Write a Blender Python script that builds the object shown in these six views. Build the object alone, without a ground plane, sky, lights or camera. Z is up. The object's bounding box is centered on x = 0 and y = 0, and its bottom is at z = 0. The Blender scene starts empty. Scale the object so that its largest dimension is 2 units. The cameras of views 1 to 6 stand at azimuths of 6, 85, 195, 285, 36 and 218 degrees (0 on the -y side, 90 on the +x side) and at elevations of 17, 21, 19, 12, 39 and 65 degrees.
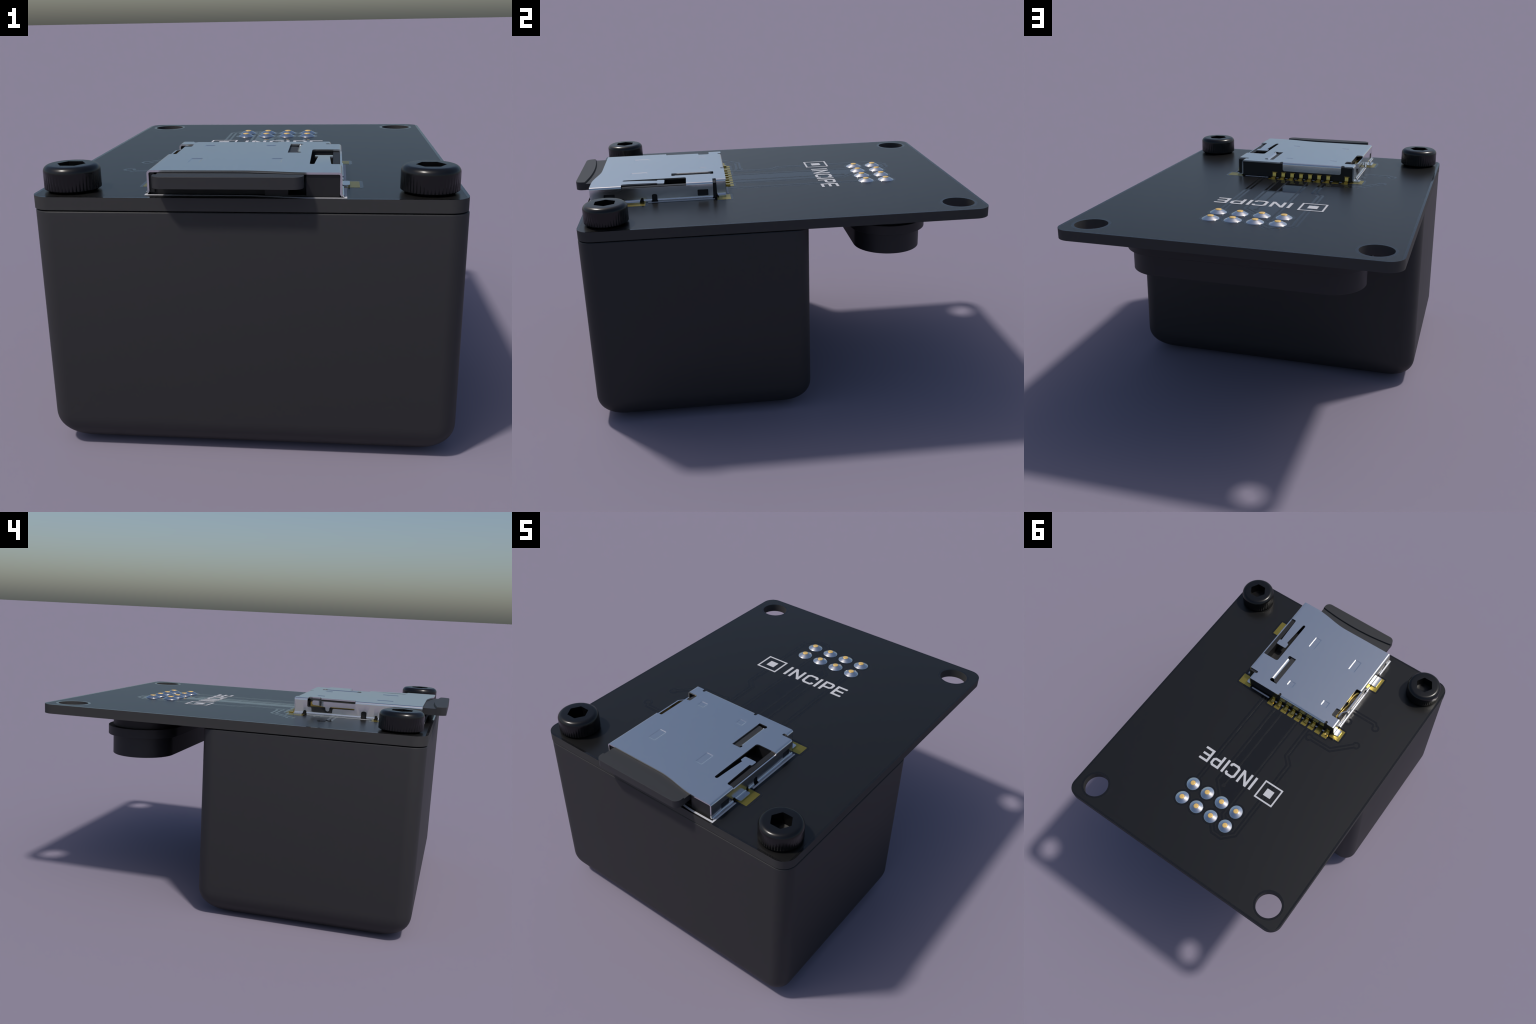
import bpy, bmesh, math, random
from mathutils import Vector
random.seed(7)
PI = math.pi

# ------------------------------------------------------------------ frame
Z0 = 1.0017            # top face of the circuit board
ZB = 0.9545            # its underside
BX0, BX1, BY0, BY1 = -0.7745, 0.7712, -0.9382, 1.0000
BCX, BHW = (BX0 + BX1) / 2, (BX1 - BX0) / 2
HOLE_X = (-0.6500, 0.6435)
HOLE_Y = 0.8760
SCREW_Y = -0.8080
HOLE_R = 0.0756

# ------------------------------------------------------------------ materials
def principled(name, color, rough, metal=0.0, spec=0.5, coat=0.0, coat_rough=0.1):
    m = bpy.data.materials.new(name)
    m.use_nodes = True
    b = m.node_tree.nodes["Principled BSDF"]
    b.inputs["Base Color"].default_value = (*color, 1)
    b.inputs["Roughness"].default_value = rough
    b.inputs["Metallic"].default_value = metal
    b.inputs["Specular IOR Level"].default_value = spec
    b.inputs["Coat Weight"].default_value = coat
    b.inputs["Coat Roughness"].default_value = coat_rough
    return m

def grain(m, scale, amount, rough_amount=0.0):
    """slight mottling of colour and roughness on Object coordinates"""
    nt = m.node_tree
    b = nt.nodes["Principled BSDF"]
    tc = nt.nodes.new("ShaderNodeTexCoord")
    nz = nt.nodes.new("ShaderNodeTexNoise")
    nz.inputs["Scale"].default_value = scale
    nz.inputs["Detail"].default_value = 4
    nt.links.new(tc.outputs["Object"], nz.inputs["Vector"])
    c = b.inputs["Base Color"].default_value[:3]
    mix = nt.nodes.new("ShaderNodeMix")
    mix.data_type = 'RGBA'
    mix.inputs[6].default_value = (*[v * (1 - amount) for v in c], 1)
    mix.inputs[7].default_value = (*[v * (1 + amount) for v in c], 1)
    nt.links.new(nz.outputs["Fac"], mix.inputs[0])
    nt.links.new(mix.outputs[2], b.inputs["Base Color"])
    if rough_amount:
        r = b.inputs["Roughness"].default_value
        mr = nt.nodes.new("ShaderNodeMapRange")
        mr.inputs[3].default_value = r - rough_amount
        mr.inputs[4].default_value = r + rough_amount
        nt.links.new(nz.outputs["Fac"], mr.inputs[0])
        nt.links.new(mr.outputs[0], b.inputs["Roughness"])
    return m

POUR_COL, CLEAR_COL = (0.0088, 0.0086, 0.0085), (0.0083, 0.0083, 0.0088)
POUR_R, CLEAR_R = 0.30, 0.05

M_CASE = grain(principled("moulded_black_plastic", (0.0272, 0.0264, 0.0283), 0.55, spec=0.35), 60, 0.04)
M_EDGE = grain(principled("laminate_edge", (0.0440, 0.0432, 0.0430), 0.7, spec=0.25), 80, 0.05)
M_COPPER = principled("masked_copper", POUR_COL, POUR_R)
M_CLEAR = principled("masked_laminate", CLEAR_COL, CLEAR_R)
M_CONN = grain(principled("connector_plastic", (0.0200, 0.0200, 0.0230), 0.5, spec=0.35), 60, 0.04)
M_SCREW = principled("black_oxide_steel", (0.0030, 0.0030, 0.0034), 0.27, spec=0.45)
M_STEEL = grain(principled("tinned_steel", (0.745, 0.748, 0.757), 0.20, metal=0.97), 30, 0.004)
M_HOUSE = principled("socket_plastic", (0.0130, 0.0130, 0.0140), 0.5, spec=0.4)
M_CARD = grain(principled("card_plastic", (0.0300, 0.0300, 0.0315), 0.5, spec=0.4), 90, 0.04)
M_GOLD = principled("gold_plating", (0.66, 0.47, 0.12), 0.22, metal=1.0)
M_PAD = principled("gold_pad", (0.46, 0.35, 0.075), 0.32, metal=0.95)
M_PINTIP = principled("pin_gold", (0.80, 0.52, 0.17), 0.45, metal=0.25)
M_SOLDER = principled("solder", (0.82, 0.825, 0.84), 0.105, metal=1.0)
M_SILK = principled("white_ink", (0.54, 0.54, 0.565), 0.6, spec=0.3)

def board_face_material():
    """copper pour under black mask; a bare laminate rim and rings round the holes"""
    m = principled("board_face", POUR_COL, POUR_R)
    nt = m.node_tree
    N, L = nt.nodes, nt.links
    b = N["Principled BSDF"]
    tc = N.new("ShaderNodeTexCoord")
    sep = N.new("ShaderNodeSeparateXYZ")
    L.new(tc.outputs["Object"], sep.inputs[0])
    def math_(op, a, c=None):
        n = N.new("ShaderNodeMath"); n.operation = op
        for i, v in enumerate((a, c)):
            if v is None: continue
            if isinstance(v, (int, float)): n.inputs[i].default_value = v
            else: L.new(v, n.inputs[i])
        return n.outputs[0]
    rim = 0.0118
    x, y = sep.outputs[0], sep.outputs[1]
    ex = math_('GREATER_THAN', math_('ABSOLUTE', math_('SUBTRACT', x, BCX)), BHW - rim)
    ey = math_('GREATER_THAN', math_('ABSOLUTE', math_('SUBTRACT', y, (BY0 + BY1) / 2)), (BY1 - BY0) / 2 - rim)
    mask = math_('MAXIMUM', ex, ey)
    for hx in HOLE_X:
        for hy in (HOLE_Y, SCREW_Y):
            dx = math_('POWER', math_('SUBTRACT', x, hx), 2.0)
            dy = math_('POWER', math_('SUBTRACT', y, hy), 2.0)
            mask = math_('MAXIMUM', mask, math_('LESS_THAN', math_('ADD', dx, dy), (HOLE_R + 0.0125) ** 2))
    mix = N.new("ShaderNodeMix"); mix.data_type = 'RGBA'
    mix.inputs[6].default_value = (*POUR_COL, 1); mix.inputs[7].default_value = (*CLEAR_COL, 1)
    L.new(mask, mix.inputs[0]); L.new(mix.outputs[2], b.inputs["Base Color"])
    mr = N.new("ShaderNodeMapRange")
    mr.inputs[3].default_value = POUR_R; mr.inputs[4].default_value = CLEAR_R
    L.new(mask, mr.inputs[0]); L.new(mr.outputs[0], b.inputs["Roughness"])
    return m
M_FACE = board_face_material()

# ------------------------------------------------------------------ helpers
COL = bpy.context.scene.collection

def finish(name, bm_or_me, mats, parent=None, smooth=30, loc=None):
    if isinstance(bm_or_me, bmesh.types.BMesh):
        me = bpy.data.meshes.new(name)
        bm_or_me.to_mesh(me); bm_or_me.free()
    else:
        me = bm_or_me; me.name = name
    for m in (mats if isinstance(mats, (list, tuple)) else [mats]):
        me.materials.append(m)
    if smooth is not None:
        me.polygons.foreach_set("use_smooth", [True] * len(me.polygons))
        me.set_sharp_from_angle(angle=math.radians(smooth))
    ob = bpy.data.objects.new(name, me)
    COL.objects.link(ob)
    if loc: ob.location = loc
    if parent: ob.parent = parent
    return ob

def instance(ob, loc, parent=None):
    c = ob.copy(); c.location = loc
    COL.objects.link(c)
    c.parent = parent or ob.parent
    return c

def loft(bm, rings, cap_top=True, cap_bottom=True, mat=0):
    """rings: list of closed loops of 3D points (same count, counter-clockwise, bottom first)"""
    vs = [[bm.verts.new(p) for p in r] for r in rings]
    n = len(vs[0])
    for a, b in zip(vs, vs[1:]):
        for i in range(n):
            f = bm.faces.new((a[i], a[(i + 1) % n], b[(i + 1) % n], b[i])); f.material_index = mat
    if cap_top:
        bm.faces.new(vs[-1]).material_index = mat
    if cap_bottom:
        bm.faces.new(list(reversed(vs[0]))).material_index = mat
    return vs

def ring(pts, z):
    return [(p[0], p[1], z) for p in pts]

def round_rect(x0, x1, y0, y1, r, seg=10):
    pts = []
    for cx, cy, a0 in ((x1 - r, y0 + r, -90), (x1 - r, y1 - r, 0), (x0 + r, y1 - r, 90), (x0 + r, y0 + r, 180)):
        for i in range(seg + 1):
            a = math.radians(a0 + 90 * i / seg)
            pts.append((cx + r * math.cos(a), cy + r * math.sin(a)))
    return pts

def circle(cx, cy, r, n=48):
    return [(cx + r * math.cos(2 * PI * i / n), cy + r * math.sin(2 * PI * i / n)) for i in range(n)]

def stadium(cx, cy, a, r, seg=32):
    pts = []
    for s, a0 in ((1, -90), (-1, 90)):
        for i in range(seg + 1):
            t = math.radians(a0 + 180 * i / seg)
            pts.append((cx + s * a + r * math.cos(t), cy + r * math.sin(t)))
    return pts

def fill2d(outlines, z=0.0, extrude=0.0):
    """flat (or extruded) mesh from closed outlines; nested outlines are holes"""
    cu = bpy.data.curves.new("tmp", 'CURVE')
    cu.dimensions = '2D'; cu.fill_mode = 'BOTH' if extrude else 'FRONT'
    cu.extrude = extrude / 2
    for pts in outlines:
        s = cu.splines.new('POLY')
        s.points.add(len(pts) - 1)
        for p, q in zip(s.points, pts): p.co = (q[0], q[1], 0, 1)
        s.use_cyclic_u = True
    ob = bpy.data.objects.new("tmp", cu)
    COL.objects.link(ob)
    bpy.context.view_layer.update()
    me = bpy.data.meshes.new_from_object(ob.evaluated_get(bpy.context.evaluated_depsgraph_get()))
    bpy.data.objects.remove(ob); bpy.data.curves.remove(cu)
    bm = bmesh.new(); bm.from_mesh(me); bpy.data.meshes.remove(me)
    bmesh.ops.remove_doubles(bm, verts=bm.verts, dist=1e-5)
    for v in bm.verts: v.co.z += z
    bmesh.ops.recalc_face_normals(bm, faces=bm.faces)
    if not extrude:
        for f in bm.faces:
            if f.normal.z < 0: f.normal_flip()
    return bm

def slab(bm, x0, x1, y0, y1, z0, z1):
    loft(bm, [ring([(x0, y0), (x1, y0), (x1, y1), (x0, y1)], z) for z in (z0, z1)])

def bevelled(bm, w=0.002, seg=2):
    es = [e for e in bm.edges if len(e.link_faces) == 2 and e.calc_face_angle(0) > 0.6]
    bmesh.ops.bevel(bm, geom=es, offset=w, segments=seg, affect='EDGES', profile=0.5, clamp_overlap=True)
    return bm

# ------------------------------------------------------------------ root
root = bpy.data.objects.new("memory_card_module", None)
root.empty_display_size = 0.2
COL.objects.link(root)
root["label"] = "black circuit board module with memory card socket on box"
root["category"] = "electronic module"

# ------------------------------------------------------------------ enclosure under the front of the board
EX0, EX1, EY0, EY1 = -0.7728, 0.7742, -0.9390, 0.1321
bm = bmesh.new()
rings = []
FIL, CR, TOP = 0.133, 0.0750, 0.9500
for i in range(17):
    a = PI / 2 * i / 16
    d = FIL * (1 - math.sin(a)); z = FIL * (1 - math.cos(a))
    rings.append(ring(round_rect(EX0 + d, EX1 - d, EY0 + d, EY1 - d, CR, 14), z))
rings.append(ring(round_rect(EX0, EX1, EY0, EY1, CR, 14), TOP - 0.006))
for a in (30, 60, 90):
    a = math.radians(a); d = 0.006 * (1 - math.cos(a))
    rings.append(ring(round_rect(EX0 + d, EX1 - d, EY0 + d, EY1 - d, CR - d, 14), TOP - 0.006 + 0.006 * math.sin(a)))
loft(bm, rings)
finish("enclosure", bm, M_CASE, root, 40)
bm = bmesh.new()
g = 0.022
loft(bm, [ring(round_rect(EX0 + g, EX1 - g, EY0 + g, EY1 - g, CR - g, 10), z) for z in (TOP - 0.01, ZB - 0.0004)])
finish("seam_filler", bm, M_HOUSE, root, 40)  # recessed filler, added to close the gap between enclosure and board

# ------------------------------------------------------------------ circuit board
holes = [circle(hx, HOLE_Y, HOLE_R, 64) for hx in HOLE_X] + [circle(hx, SCREW_Y, 0.066, 48) for hx in HOLE_X]
bm = fill2d([round_rect(BX0, BX1, BY0, BY1, 0.0715, 14)] + holes, (Z0 + ZB) / 2, Z0 - ZB)
for f in bm.faces:
    f.material_index = 0 if f.normal.z > 0.9 else (1 if f.normal.z < -0.9 else 2)
board = finish("circuit_board", bm, [M_FACE, M_COPPER, M_EDGE], root, 30)

# ---- copper traces: a clearance band on either side of each thin line
layer = {}
def lift(base):
    layer[base] = layer.get(base, 0) + 1
    return Z0 + base + layer[base] * 6e-6

def ribbon(path, w):
    left, right = [], []
    n = len(path)
    for i, p in enumerate(path):
        p = Vector(p)
        d1 = (p - Vector(path[i - 1])).normalized() if i else None
        d2 = (Vector(path[i + 1]) - p).normalized() if i < n - 1 else None
        d1 = d1 or d2; d2 = d2 or d1
        t = (d1 + d2).normalized(); nrm = Vector((-t.y, t.x))
        k = w / 2 / max(0.4, nrm.dot(Vector((-d1.y, d1.x))))
        left.append(tuple(p + nrm * k)); right.append(tuple(p - nrm * k))
    return right + left[::-1]

def sheet(name, outline, base, mat, parent=board, thick=0.0006):
    z = lift(base)
    bm = bmesh.new()
    loft(bm, [ring(outline, z - thick), ring(outline, z)])
    bmesh.ops.recalc_face_normals(bm, faces=bm.faces)
    return finish(name, bm, mat, parent, 30)

JX = [0.1607 - 0.1079 * i for i in range(4)]
JY = (0.5295, 0.6380)
PAD_X = [0.1043 - 0.0517 * i for i in range(9)]
TRACES = [
    [(0.1605, -0.2300), (0.1605, 0.5295)],
    [(0.0535, -0.1950), (0.0535, 0.4205), (-0.0551, 0.5295)],
    [(0.0010, -0.1950), (0.0010, 0.4320)],
    [(-0.1090, -0.1950), (-0.1090, 0.5840), (-0.1630, 0.6380)],
    [(-0.1970, -0.1950), (-0.1970, 0.0530), (-0.2425, 0.0985), (-0.2425, 0.6490), (-0.1850, 0.7065),
     (-0.1235, 0.7065), (-0.0551, 0.6380)],
    [(-0.2380, -0.1330), (-0.3910, -0.1330), (-0.5070, -0.2490)],
    [(-0.3600, -0.4450), (-0.5190, -0.4450), (-0.5425, -0.4185)],
]
VIAS = [(-0.2380, -0.1320), (-0.5090, -0.2500), (-0.5425, -0.4185), (-0.3780, -0.3640), (0.0030, 0.4330)]
sheet("bare_laminate", [(-0.109, -0.205), (0.0535, -0.205), (0.0535, 0.4205), (-0.030, 0.504), (-0.109, 0.530)], 0.00008, M_CLEAR)
for p in TRACES:
    sheet("trace_clearance", ribbon(p, 0.0350), 0.00008, M_CLEAR)
for v in VIAS[:4]:
    sheet("via_clearance", circle(*v, 0.0262, 32), 0.00008, M_CLEAR)
for p in TRACES:
    sheet("copper_trace", ribbon(p, 0.0095), 0.00042, M_COPPER)
for v in VIAS:
    sheet("via", circle(*v, 0.0128, 24), 0.00042, M_COPPER)
for jx in JX:
    for jy in JY:
        sheet("joint_clearance", circle(jx, jy, 0.0535, 40), 0.00008, M_CLEAR)

# ---- gold pads
PADS = [(0.325, 0.4015, -0.7475, -0.6420), (0.2818, 0.3685, -0.2805, -0.2118),
        (-0.4038, -0.334, -0.7505, -0.6405), (-0.4035, -0.3330, -0.2895, -0.2090)]
for i, x in enumerate(PAD_X):
    PADS.append((x - 0.0186, x + 0.0186, -0.2560, -0.1820))
def rect(x0, x1, y0, y1, g=0.0, r=0.003):
    return round_rect(x0 - g, x1 + g, y0 - g, y1 + g, r + g, 4)
for p in PADS:
    sheet("pad_clearance", rect(*p, 0.0125), 0.00008, M_CLEAR)
for p in PADS:
    sheet("solder_pad", rect(*p, 0, 0.0015), 0.0009, M_PAD)

# ---- white silkscreen: lettering, square mark, socket outline
SW = 0.0148
def letter(name, outlines):
    bm = fill2d(outlines, Z0 + 0.0009, 0.0008)
    return finish(name, bm, M_SILK, board, 30)
YB, YT = 0.2772, 0.3690
def bar(x0, x1, y0, y1): return [(x0, y0), (x1, y0), (x1, y1), (x0, y1)]
letter("letter", [bar(-0.1443, -0.1290, YB, YT)])
letter("letter", [[(-0.1105, YB), (-0.0958, YB), (-0.0958, 0.3420), (-0.0540, YB), (-0.0392, YB), (-0.0392, YT),
                   (-0.0540, YT), (-0.0540, 0.3040), (-0.0958, YT), (-0.1105, YT)]])
letter("letter", [[(0.0515, 0.3035), (0.0365, 0.3035), (0.0365, 0.2965), (0.0330, 0.2920), (0.0020, 0.2920), (-0.0060, 0.3000),
                   (-0.0060, 0.3465), (0.0020, 0.3545), (0.0330, 0.3545), (0.0365, 0.3500), (0.0365, 0.3430), (0.0515, 0.3430),
                   (0.0515, 0.3570), (0.0400, YT), (-0.0040, YT), (-0.0207, 0.3550), (-0.0207, 0.2910), (-0.0040, YB),
                   (0.0400, YB), (0.0515, 0.2890)]])
letter("letter", [bar(0.0634, 0.0785, YB, YT)])
letter("letter", [[(0.0977, YB), (0.1128, YB), (0.1128, 0.3097), (0.1500, 0.3097), (0.1650, 0.3235), (0.1650, 0.3560), (0.1500, YT), (0.0977, YT)],
                  [(0.1128, 0.3240), (0.1440, 0.3240), (0.1500, 0.3300), (0.1500, 0.3490), (0.1440, 0.3550), (0.1128, 0.3550)]])
letter("letter", [[(0.1803, YB), (0.2448, YB), (0.2448, 0.2915), (0.1950, 0.2915), (0.1950, 0.3165), (0.2402, 0.3165), (0.2402, 0.3305),
                   (0.1950, 0.3305), (0.1950, 0.3548), (0.2448, 0.3548), (0.2448, YT), (0.1803, YT)]])
letter("square_mark", [bar(-0.3176, -0.1880, 0.2576, 0.3866), bar(-0.3080, -0.1978, 0.2674, 0.3768)])
letter("square_mark", [bar(-0.2784, -0.2285, 0.2966, 0.3472)])

# front edge of the socket shell: straight, then swelling forward on the card-free side
SXL, SXR, SXR2 = -0.3525, 0.3358, 0.2925      # outer faces of the side walls (and of the set-back rear tab)
def front_y(x):
    t = min(1, max(0, (x + 0.01) / 0.245))
    return -0.8838 - 0.0322 * (t * t * (3 - 2 * t))
sil = []
xs = [-0.3615 + 0.7145 * i / 60 for i in range(61)]
front_out = [(x, front_y(x) - 0.0140) for x in xs]
front_in = [(min(max(x, -0.3515), 0.3435), front_y(x) - 0.0040) for x in xs]
def outline_strip(name, pts): letter(name, [pts])
# front bar with its two short returns
pts = [(-0.3615, -0.7640)] + front_out + [(0.3530, -0.7600), (0.3435, -0.7600)] + \
      [(min(x, 0.3435), y) for x, y in reversed(front_in) if -0.3515 <= x] + [(-0.3515, -0.7640)]
clean = [pts[0]]
for p in pts[1:]:
    if (Vector(p) - Vector(clean[-1])).length > 1e-4: clean.append(p)
outline_strip("socket_outline", clean)
outline_strip("socket_outline", rect(0.3435, 0.3530, -0.6300, -0.2930, 0, 0.004))
outline_strip("socket_outline", rect(-0.3615, -0.3515, -0.6280, -0.3020, 0, 0.004))
outline_strip("socket_outline", rect(0.1330, 0.2690, -0.2265, -0.2170, 0, 0.004))
for a, b in zip(PAD_X, PAD_X[1:]):
    mx = (a + b) / 2
    outline_strip("socket_outline", rect(mx - 0.0072, mx + 0.0072, -0.2265, -0.2168, 0, 0.003))

# ---- solder joints with gold pin tips
for jx in JX:
    for jy in JY:
        ph, am = random.uniform(0, 6.28), random.uniform(0.01, 0.05)
        bm = bmesh.new()
        prof = [(0.0415, 0.0000), (0.0410, 0.0011), (0.0388, 0.0025), (0.0338, 0.0052), (0.0284, 0.0081), (0.0236, 0.0106), (0.0200, 0.0123), (0.0178, 0.0131), (0.0150, 0.0133)]
        rr = []
        for r, z in prof:
            k = max(0, (r - 0.017) / 0.0255)
            rr.append([(r * (1 + am * k * math.cos(2 * t + ph)) * math.cos(t), r * (1 + am * k * math.cos(2 * t + ph)) * math.sin(t), z + 0.0004)
                       for t in (2 * PI * i / 48 for i in range(48))])
        loft(bm, rr)
        finish("solder_joint", bm, M_SOLDER, board, 60, (jx, jy, Z0))
bm = bmesh.new()
loft(bm, [ring(circle(0, 0, r, 32), z) for r, z in ((0.0156, 0.0), (0.0156, 0.0042), (0.0148, 0.0052), (0.0130, 0.0058), (0.008, 0.0061))])
tip = finish("pin_tip", bm, M_PINTIP, board, 60, (JX[0], JY[0], Z0 + 0.0106))
for jx in JX:
    for jy in JY:
        if (jx, jy) != (JX[0], JY[0]): instance(tip, (jx, jy, Z0 + 0.0106))

# ------------------------------------------------------------------ connector under the rear of the board
CA, CY, CRD = 0.4030, 0.5812, 0.1672
def st(r, z): return ring(stadium(0.0003, CY, CA, r), z)
bm = bmesh.new()
loft(bm, [st(CRD - 0.02, 0.7600), st(CRD - 0.02, 0.7290), st(CRD - 0.0015, 0.7283), st(CRD, 0.7298), st(CRD, ZB - 0.0003)], cap_bottom=True)
connector = finish("plug_connector", bm, M_CONN, root, 35)
bm = bmesh.new()
loft(bm, [st(CRD - 0.003, 0.8352), st(0.1915, 0.8340), st(0.1928, 0.8352), st(0.1928, 0.8805), st(0.1915, 0.8818), st(CRD - 0.003, 0.8822)])
finish("flange", bm, M_CONN, connector, 35)
bm = bmesh.new()
loft(bm, [ring([(0.062 - w, CY + CRD - 0.01), (0.062 + w, CY + CRD - 0.01), (0.062 + w * 0.9, 0.835), (0.062 - w * 0.9, 0.835)], z) for w, z in ((0.034, 0.9180), (0.044, ZB - 0.0004))])
finish("polarising_key", bm, M_CONN, connector, 35)

# ------------------------------------------------------------------ socket-head screws
def hexr(t, rc):
    t = (t % (PI / 3)) - PI / 6
    return rc * math.cos(PI / 6) / math.cos(t)
SEG = 48 * 6
SR = 0.1040
def knurl(t):
    p = (t / (2 * PI) * 48) % 1.0
    return max(0.0, 1 - abs(p - 0.5) / 0.34)
bm = bmesh.new()
rr = []
def pring(rf, z): rr.append([(rf(t) * math.cos(t), rf(t) * math.sin(t), z) for t in (2 * PI * i / SEG for i in range(SEG))])
pring(lambda t: 0.080, 0.0)
pring(lambda t: 0.086, 0.0006)
pring(lambda t: SR - 0.0075, 0.0068)
for i in range(9):
    f = i / 8
    dep = 0.0032 * (1 - f) ** 1.1
    pring(lambda t, dep=dep: SR - 0.0004 - dep * knurl(t), 0.0110 + f * 0.0600)
for i in range(1, 9):
    a = PI / 2 * i / 8
    pring(lambda t, a=a: SR - 0.0245 * (1 - math.cos(a)), 0.0718 + 0.0252 * math.sin(a))
pring(lambda t: hexr(t, 0.0538), 0.0970)
pring(lambda t: hexr(t, 0.0535), 0.0330)
pring(lambda t: 0.002, 0.0290)
loft(bm, rr)
screw = finish("socket_screw", bm, M_SCREW, root, 32, (HOLE_X[0], SCREW_Y, Z0 + 0.0001))
instance(screw, (HOLE_X[1], SCREW_Y, Z0 + 0.0001), root)

# ------------------------------------------------------------------ card socket
socket = bpy.data.objects.new("card_socket", None)
COL.objects.link(socket); socket.parent = root
socket.empty_display_size = 0.1

ZT, BR, TH = 1.0892, 0.0125, 0.0072         # shell top, bend radius, sheet thickness
ZF, FR = Z0 + 0.0014 + TH, 0.0065           # feet: top face height and bend radius
ZW = 1.0062                                 # lower edge of the walls
ARC = BR * PI / 2
def unfold(R, z):
    """flat coordinate (distance from the middle) of height z on a wall whose outer face is at R"""
    if z > ZT - BR:
        return R - BR + BR * math.acos(max(-1, 1 - (ZT - z) / BR))
    return R - BR + ARC + (ZT - BR - z)
def unfold_foot(R, xt):
    return unfold(R, ZF + FR) + FR * PI / 2 + (xt - R - FR)
def fold(s, R):
    """flat coordinate -> (distance from the middle, height)"""
    if s <= R - BR: return s, ZT
    q = s - (R - BR)
    if q <= ARC: return R - BR + BR * math.sin(q / BR), ZT - BR + BR * math.cos(q / BR)
    z = ZT - BR - (q - ARC)
    if z >= ZF + FR or z >= ZF + FR - 1e-9: return R, z
    q = ZF + FR - z
    if q <= FR * PI / 2: return R + FR - FR * math.cos(q / FR), ZF + FR - FR * math.sin(q / FR)
    return R + FR + (q - FR * PI / 2), ZF

wr = lambda z: unfold(SXR, z)
w2 = lambda z: unfold(SXR2, z)
wl = lambda z: -unfold(-SXL, z)

def notch(w, y0, y1, top, flare=0.003, n=6):
    """rounded slot cut upward from a wall's lower edge, from y0 to y1"""
    s = 1 if y1 > y0 else -1
    m, r = (y0 + y1) / 2, abs(y1 - y0) / 2
    rz = min(r, 0.009)
    pts = [(w(ZW), y0 - s * flare), (w(ZW + flare), y0)]
    for i in range(n + 1):
        a = PI * i / n
        yy = m - s * r * math.cos(a)
        pts.append((w(top - rz + rz * math.sin(a) ** 0.7), yy))
    pts += [(w(ZW + flare), y1), (w(ZW), y1 + s * flare)]
    return pts

def foot(sgn, R, w, y0, y1, xt):
    t = sgn * unfold_foot(R, xt); t2 = sgn * (unfold_foot(R, xt) - 0.006)
    s = 1 if y1 > y0 else -1
    return [(w(ZW + 0.006), y0), (t2, y0), (t, y0 + s * 0.006), (t, y1 - s * 0.006), (t2, y1), (w(ZW + 0.006), y1)]

def foot_slot(w, ya, yb, top, inner):
    """slot beside a foot: ya lies on the plain wall side, yb on the foot side"""
    s = 1 if yb > ya else -1
    m, r = (ya + yb) / 2, abs(yb - ya) / 2
    pts = [(w(ZW), ya - s * 0.003), (w(ZW + 0.003), ya)]
    for i in range(7):
        a = PI * i / 6
        pts.append((w(top - r + r * math.sin(a)), m - s * r * math.cos(a)))
    return pts

outline = []
# front edge, left to right
for i in range(41):
    x = (SXL + BR) + (SXR - SXL - 2 * BR) * i / 40
    outline.append((x, front_y(x)))
yfR, yfL = front_y(SXR), front_y(SXL)
# right wall, front to back
outline += [(wr(ZW + 0.004), yfR), (wr(ZW), yfR + 0.004)]
outline += foot_slot(wr, -0.7640, -0.7500, 1.0255, None)
outline += foot(1, SXR, wr, -0.7440, -0.6690, 0.3650)
outline += foot_slot(wr, -0.6510, -0.6650, 1.0255, None)[::-1]
outline += notch(wr, -0.6090, -0.5815, 1.0420)
outline += [(wr(ZW), -0.3040), (wr(ZW + 0.004), -0.3000), (wr(ZT - BR), -0.2995), (SXR - BR, -0.2995), (0.2745, -0.2990),
            (0.2705, -0.2960), (0.2695, -0.2905), (0.2715, -0.2845), (0.2760, -0.2815), (w2(ZT - BR), -0.2810)]
outline += [(w2(ZF + FR), -0.2790)] + foot(1, SXR2, w2, -0.2765, -0.2340, 0.3195)
outline += [(w2(ZT - BR), -0.2330), (0.2800, -0.2310)]
# rear edge with the folded tab
YR, YBEND = -0.2310, -0.2285 - BR
tab_v = YBEND + ARC + (ZT - BR - 1.0415)
outline += [(0.0690, YR), (0.0665, -0.2345), (0.0665, -0.2440), (0.0640, -0.2490), (0.0590, -0.2505), (0.0540, -0.2490), (0.0510, -0.2440),
            (0.0505, tab_v - 0.007), (0.0435, tab_v), (-0.2745, tab_v), (-0.2815, tab_v - 0.007),
            (-0.2820, -0.2440), (-0.2850, -0.2490), (-0.2900, -0.2505), (-0.2950, -0.2490), (-0.2980, -0.2440), (-0.2985, -0.2345), (-0.3010, YR)]
outline += [(SXL + BR, YR), (wl(ZT - BR), -0.2330)]
# left wall, back to front
outline += foot(-1, -SXL, wl, -0.2350, -0.2800, 0.3865)
outline += foot_slot(wl, -0.2990, -0.2815, 1.0255, None)[::-1]
outline += notch(wl, -0.5815, -0.6090, 1.0420)
outline += foot_slot(wl, -0.6510, -0.6650, 1.0255, None)
outline += foot(-1, -SXL, wl, -0.6690, -0.7460, 0.3865)
outline += foot_slot(wl, -0.7660, -0.7520, 1.0255, None)[::-1]
outline += [(wl(ZW), yfL + 0.004), (wl(ZW + 0.004), yfL)]

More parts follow.
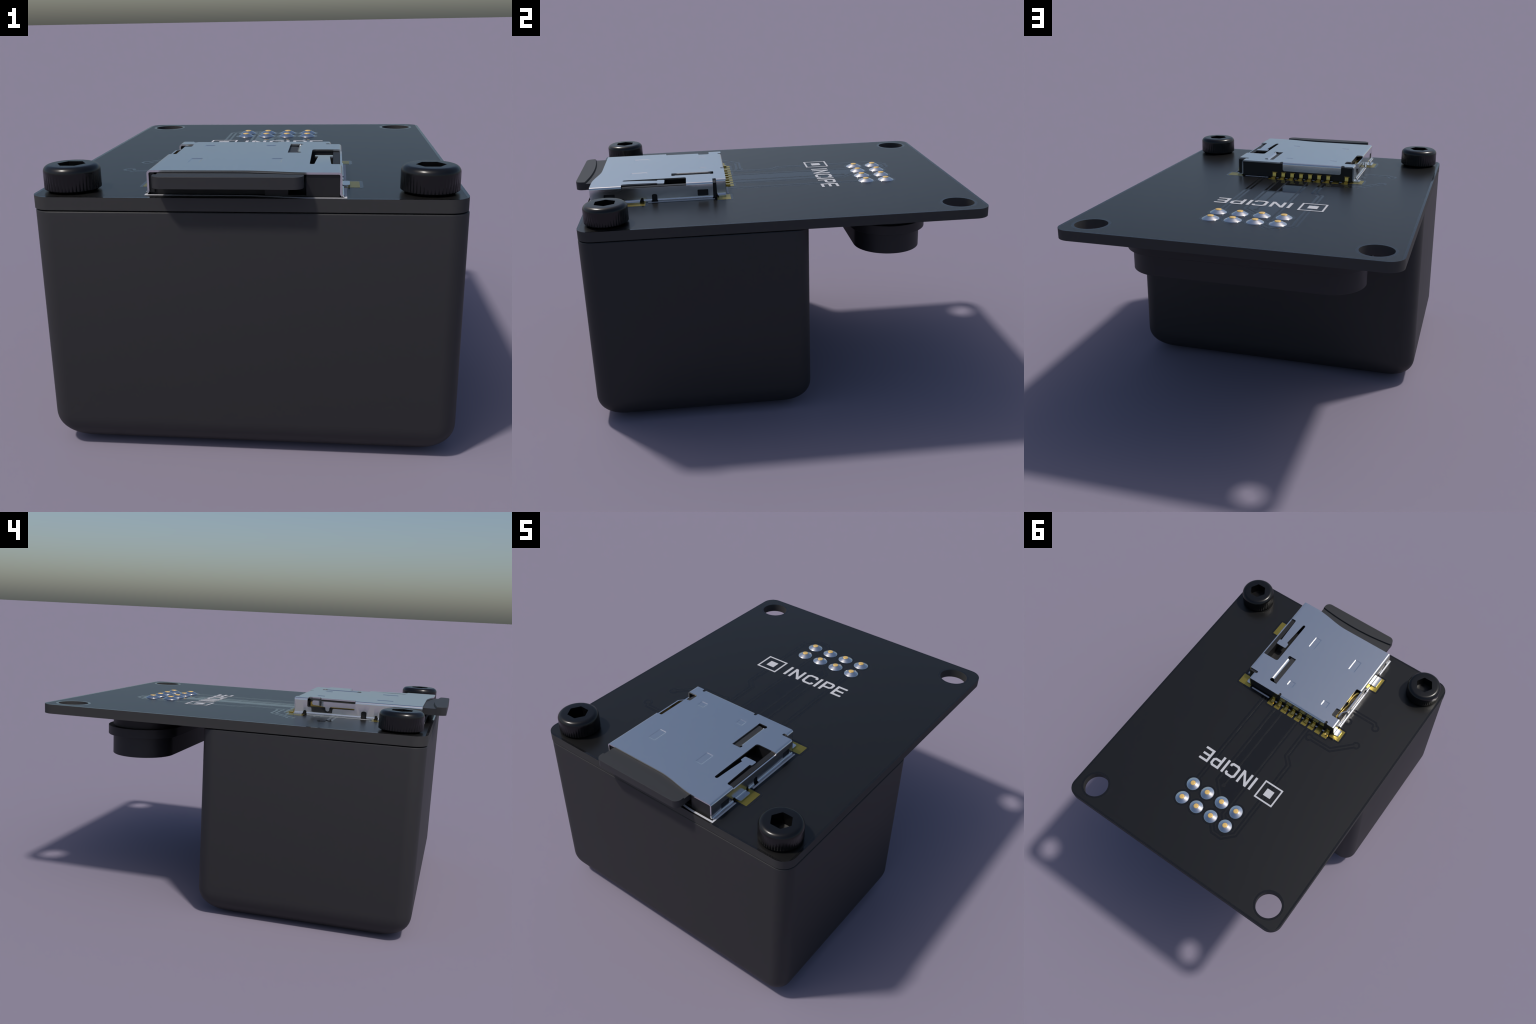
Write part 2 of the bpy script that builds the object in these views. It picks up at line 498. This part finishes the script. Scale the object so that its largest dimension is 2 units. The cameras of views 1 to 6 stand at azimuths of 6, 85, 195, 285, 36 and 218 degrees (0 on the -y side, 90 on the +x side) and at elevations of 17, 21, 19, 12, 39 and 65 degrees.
slot_hole = [(0.1235, -0.5100), (0.1690, -0.5100), (0.1740, -0.5070), (0.1765, -0.5000), (0.1745, -0.4930), (0.1700, -0.4895),
             (0.1580, -0.4860), (0.1560, -0.4800), (0.1560, -0.3200), (0.1580, -0.3140), (0.1700, -0.3110), (0.1745, -0.3070),
             (0.1765, -0.3000), (0.1740, -0.2930), (0.1690, -0.2895), (0.1235, -0.2895)]
open_hole = [(0.2185, -0.7500), (0.2205, -0.7550), (0.2275, -0.7580), (0.2340, -0.7550), (0.2362, -0.7495), (0.2455, -0.5830),
             (0.2355, -0.5800), (0.2325, -0.5750), (0.2325, -0.5490), (0.2365, -0.5442), (0.2970, -0.5442), (0.3012, -0.5490), (0.3015, -0.5750),
             (0.2985, -0.5800), (0.2895, -0.5830), (0.2955, -0.7490), (0.2975, -0.7560), (0.3020, -0.7585), (wr(1.0765), -0.7585),
             (wr(1.0765), -0.4335), (0.2310, -0.4335), (0.2220, -0.4370), (0.2185, -0.4450)]
def W(z, y): return (wl(z), y)
left_hole = [(-0.2865, -0.3070), (-0.2865, -0.3555), (-0.2895, -0.3605), (-0.3120, -0.3620), (-0.3145, -0.3660), (-0.3145, -0.5410), (-0.3175, -0.5470),
             W(1.0860, -0.5488), W(1.0770, -0.5488), W(1.0755, -0.5400), W(1.0764, -0.3800), W(1.0764, -0.3310), W(1.0750, -0.3250), W(1.0720, -0.3222), W(1.0590, -0.3218),
             W(1.0540, -0.3260), W(1.0525, -0.3330), W(1.0497, -0.3900), W(1.0475, -0.3955), W(1.0320, -0.3985), W(1.0280, -0.4045), W(1.0275, -0.4110),
             W(1.0320, -0.4168), W(1.0465, -0.4178), W(1.0508, -0.4240), W(1.0512, -0.5430), W(1.0475, -0.5472), W(1.0437, -0.5440), W(1.0428, -0.4390),
             W(1.0390, -0.4337), W(1.0230, -0.4330), W(1.0190, -0.4295), W(1.0187, -0.3310), W(1.0220, -0.3250), W(1.0370, -0.3238), W(1.0415, -0.3205),
             W(1.0425, -0.3070), W(1.0470, -0.3013), W(1.0766, -0.3008), (-0.3350, -0.3005), (-0.2920, -0.3005)]
def window(w, y0, y1, z0, z1, r=0.004):
    c = round_rect(y0, y1, z0, z1, r, 4)
    return [(w(z), y) for y, z in c]
holes = [slot_hole, open_hole, left_hole,
         window(wr, -0.3782, -0.3240, 1.0200, 1.0518), window(wr, -0.8478, -0.7930, 1.0190, 1.0505), window(wl, -0.8478, -0.7930, 1.0190, 1.0505)]
bm = fill2d([outline] + holes)
def cut(axis, value):
    no = Vector((1, 0, 0)) if axis == 'x' else Vector((0, 1, 0))
    bmesh.ops.bisect_plane(bm, geom=bm.verts[:] + bm.edges[:] + bm.faces[:], dist=1e-7, plane_co=no * value, plane_no=no)
for R, sg in ((SXR, 1), (SXR2, 1), (-SXL, -1)):
    for i in range(9):
        cut('x', sg * (R - BR + ARC * i / 8))
    for i in range(8):
        cut('x', sg * (unfold(R, ZF + FR) + FR * PI / 2 * i / 7))
for i in range(9):
    cut('y', YBEND + ARC * i / 8)
DENTS = [(0.0715, 0.1140, -0.7260, -0.6370), (-0.2355, -0.1900, -0.7265, -0.6395), (0.0235, 0.0662, -0.3635, -0.3220), (-0.2335, -0.1905, -0.3650, -0.3230)]
SL = 0.0048
for x0, x1, y0, y1 in DENTS:
    for a in (x0, x0 + SL, x1 - SL, x1): cut('x', a)
    for a in (y0, y0 + SL, y1 - SL, y1): cut('y', a)
for a in (0.158, 0.160, 0.162, 0.164, 0.166, 0.169, 0.172): cut('x', a)
for a in (-0.485, -0.315, -0.70, -0.65, -0.60, -0.355, -0.3625, -0.37, -0.3775, -0.385): cut('y', a)
def smooth01(t):
    t = min(1, max(0, t)); return t * t * (3 - 2 * t)
def fold_normal(s, R):
    """outward unit normal (away from the middle, up) of the folded sheet"""
    if s <= R - BR: return 0.0, 1.0
    q = s - (R - BR)
    if q <= ARC: return math.sin(q / BR), math.cos(q / BR)
    q -= ARC + (ZT - BR - ZF - FR)
    if q <= 0: return 1.0, 0.0
    q = min(q / FR, PI / 2)
    return math.cos(q), math.sin(q)
def place(u, y):
    """flat sheet point -> outer surface point and its normal"""
    dz = 0.0
    for x0, x1, y0, y1 in DENTS:
        k = min((u - x0) / SL, (x1 - u) / SL, (y - y0) / SL, (y1 - y) / SL)
        if k > 0: dz = -0.0015 * min(1, k)
    if 0.1500 < u < 0.172 and -0.4865 < y < -0.3135:                 # flap turned down along the slot
        dz = -0.0110 * ((0.172 - u) / 0.0160) ** 2
    if 0.2300 < u < 0.3030 and -0.7505 < y < -0.5400:                # latch tongue, sprung slightly downward
        dz = -0.0042 * ((y + 0.7505) / 0.21) ** 2
    if y > YBEND and -0.2830 < u < 0.0520:                           # rear tab
        q = y - YBEND
        if q <= ARC:
            return Vector((u, YBEND + BR * math.sin(q / BR), ZT - BR + BR * math.cos(q / BR))), Vector((0, math.sin(q / BR), math.cos(q / BR)))
        return Vector((u, YBEND + BR, ZT - BR - (q - ARC))), Vector((0, 1, 0))
    R = (SXR2 if y > -0.2903 else SXR) if u > 0 else -SXL
    d, z = fold(abs(u), R)
    nd, nz = fold_normal(abs(u), R)
    x = math.copysign(d, u)
    if u < 0 and z < ZT - BR + 0.0006 and z > 1.0490 and -0.3900 < y < -0.3205:
        x += 0.0235 * smooth01((y + 0.388) / 0.036)                   # spring arm of the left wall, stepped inward
    return Vector((x, y, z + dz)), Vector((math.copysign(nd, u), 0, nz))
bmesh.ops.remove_doubles(bm, verts=bm.verts, dist=6e-5)
bmesh.ops.dissolve_degenerate(bm, edges=bm.edges, dist=2e-5)
outer, inner = {}, {}
sm = bmesh.new()
for v in bm.verts:
    p, n = place(v.co.x, v.co.y)
    outer[v] = sm.verts.new(p); inner[v] = sm.verts.new(p - n * TH)
for f in bm.faces:
    vs = list(f.verts)
    if f.normal.z < 0: vs.reverse()
    sm.faces.new([outer[v] for v in vs]); sm.faces.new([inner[v] for v in reversed(vs)])
for e in bm.edges:
    if len(e.link_faces) == 1:
        a, b = e.verts
        sm.faces.new((outer[a], outer[b], inner[b], inner[a]))
bm.free()
bmesh.ops.recalc_face_normals(sm, faces=sm.faces)
shell = finish("shell", sm, M_STEEL, socket, 15)
for p in shell.data.polygons:                    # the flat sheet itself stays dead flat
    if abs(p.normal.z) > 0.9995: p.use_smooth = False

# ---- black housing inside the shell
bm = bmesh.new()
HL, HR = SXL + TH + 0.0008, SXR - TH - 0.0008
slab(bm, HL, 0.0700, -0.8700, -0.2400, Z0 + 0.0004, 1.0445)            # floor
slab(bm, 0.0695, 0.1500, -0.9050, -0.3010, Z0 + 0.0006, 1.0300)
slab(bm, 0.1495, HR, -0.9050, -0.3010, Z0 + 0.0005, 1.0075)
slab(bm, 0.2130, HR - 0.0002, -0.9110, -0.7660, Z0 + 0.0010, ZT - TH - 0.0004)  # corner block beside the card
slab(bm, 0.3020, HR - 0.0004, -0.7665, -0.3012, 1.0040, 1.0790)        # side rail
slab(bm, 0.2130, HR - 0.0008, -0.4300, -0.2838, Z0 + 0.0014, ZT - TH - 0.0006)
slab(bm, HL + 0.0003, 0.2862, -0.2850, -0.2366, Z0 + 0.0018, ZT - TH - 0.0008)  # rear wall
slab(bm, HL + 0.0002, HL + 0.0170, -0.8780, -0.5600, 1.0100, ZT - TH - 0.0010)  # left rail
slab(bm, -0.3000, -0.2700, -0.3500, -0.2800, 1.0400, 1.0700)
slab(bm, HL + 0.0006, -0.3150, -0.5620, -0.2848, 1.0300, 1.0330)
bevelled(bm, 0.0012, 1)
finish("housing", bm, M_HOUSE, socket, 30)
# ---- contact pins
def pin_mesh():
    bm = bmesh.new()
    w, t = 0.0098, 0.0058
    path = [(-0.2340, 1.0305), (-0.2290, 1.0305), (-0.2270, 1.0285), (-0.2250, 1.0150), (-0.2235, 1.0105), (-0.2200, 1.0090), (-0.2010, 1.0090)]
    low = [(-0.2340, 1.0245), (-0.2320, 1.0245), (-0.2318, 1.0230), (-0.2305, 1.0120), (-0.2285, 1.0060), (-0.2220, 1.0032), (-0.2010, 1.0032)]
    loop = path + low[::-1]
    a = [bm.verts.new((-w, y, z)) for y, z in loop]
    b = [bm.verts.new((w, y, z)) for y, z in loop]
    n = len(path); m = len(loop)
    for i in range(m):
        bm.faces.new((a[i], a[(i + 1) % m], b[(i + 1) % m], b[i]))
    for i in range(n - 1):
        for vs in (a, b):
            bm.faces.new((vs[i], vs[i + 1], vs[m - 2 - i], vs[m - 1 - i]))
    slab(bm, -0.0150, 0.0150, -0.2372, -0.2345, 1.0290, 1.0325)
    bmesh.ops.recalc_face_normals(bm, faces=bm.faces)
    return bm
PIN_X = [0.0985 - 0.0517 * i for i in (0, 1, 2, 3, 4, 5, 6, 8)]
pin = finish("contact_pin", pin_mesh(), M_GOLD, socket, 30, (PIN_X[0], 0, 0))
for x in PIN_X[1:]: instance(pin, (x, 0, 0))

# ---- card-detect spring behind the left wall
bm = bmesh.new()
path = [(-0.3340, -0.5440), (-0.3270, -0.5200), (-0.3205, -0.4850), (-0.3190, -0.4650), (-0.3225, -0.4480), (-0.3290, -0.4380), (-0.3270, -0.4200), (-0.3205, -0.3700), (-0.3165, -0.3120)]
loft(bm, [ring(ribbon(path, 0.0065), z) for z in (1.0450, 1.0680)])
path = [(-0.3290, -0.5430), (-0.3240, -0.5200), (-0.3170, -0.4900), (-0.3150, -0.4680)]
loft(bm, [ring(ribbon(path, 0.0060), z) for z in (1.0460, 1.0660)])
bmesh.ops.recalc_face_normals(bm, faces=bm.faces)
finish("detect_spring", bm, M_GOLD, socket, 40)

# ------------------------------------------------------------------ memory card
CX0, CX1, CYF, CYR = -0.3135, 0.2058, -1.0000, -0.2990
CZ0, CZ1, CZ2 = 1.0468, 1.0795, 1.0882
def arc(cx, cy, r, a0, a1, n=8):
    return [(cx + r * math.cos(math.radians(a0 + (a1 - a0) * i / n)), cy + r * math.sin(math.radians(a0 + (a1 - a0) * i / n))) for i in range(n + 1)]
RC = 0.0330
def lip(back):
    pts = arc(CX0 + RC, CYF + RC, RC, 180, 270) + arc(CX1 - RC, CYF + RC, RC, 270, 360)
    for i in range(25):
        t = 1 - i / 24
        x = CX0 + (CX1 - CX0) * t
        pts.append((x, back + 0.0215 * (1 - (2 * t - 1) ** 2)))
    return pts
bm = bmesh.new()
A, Bk = lip(-0.9530), lip(-0.9478)
loft(bm, [ring(Bk, CZ0), ring(Bk, CZ1 - 0.0005), ring(A, CZ2 - 0.0006), ring([(p[0] * 0.9985, p[1] + (0.0006 if p[1] < -0.96 else 0)) for p in A], CZ2)])
e = 0.0007
body = [(CX0 + e, -0.9600), (CX1 - e, -0.9600), (CX1 - e, -0.6300), (CX1 - 0.020, -0.6050), (CX1 - 0.020, -0.5600), (CX1 - 0.046, -0.5350)] + \
       arc(CX1 - 0.046 - 0.025, CYR - 0.025, 0.025, 0, 90) + arc(CX0 + e + 0.025, CYR - 0.025, 0.025, 90, 180)
loft(bm, [ring(body, CZ0 + 0.0004), ring(body, CZ1)])
bmesh.ops.recalc_face_normals(bm, faces=bm.faces)
finish("memory_card", bm, M_CARD, root, 35)
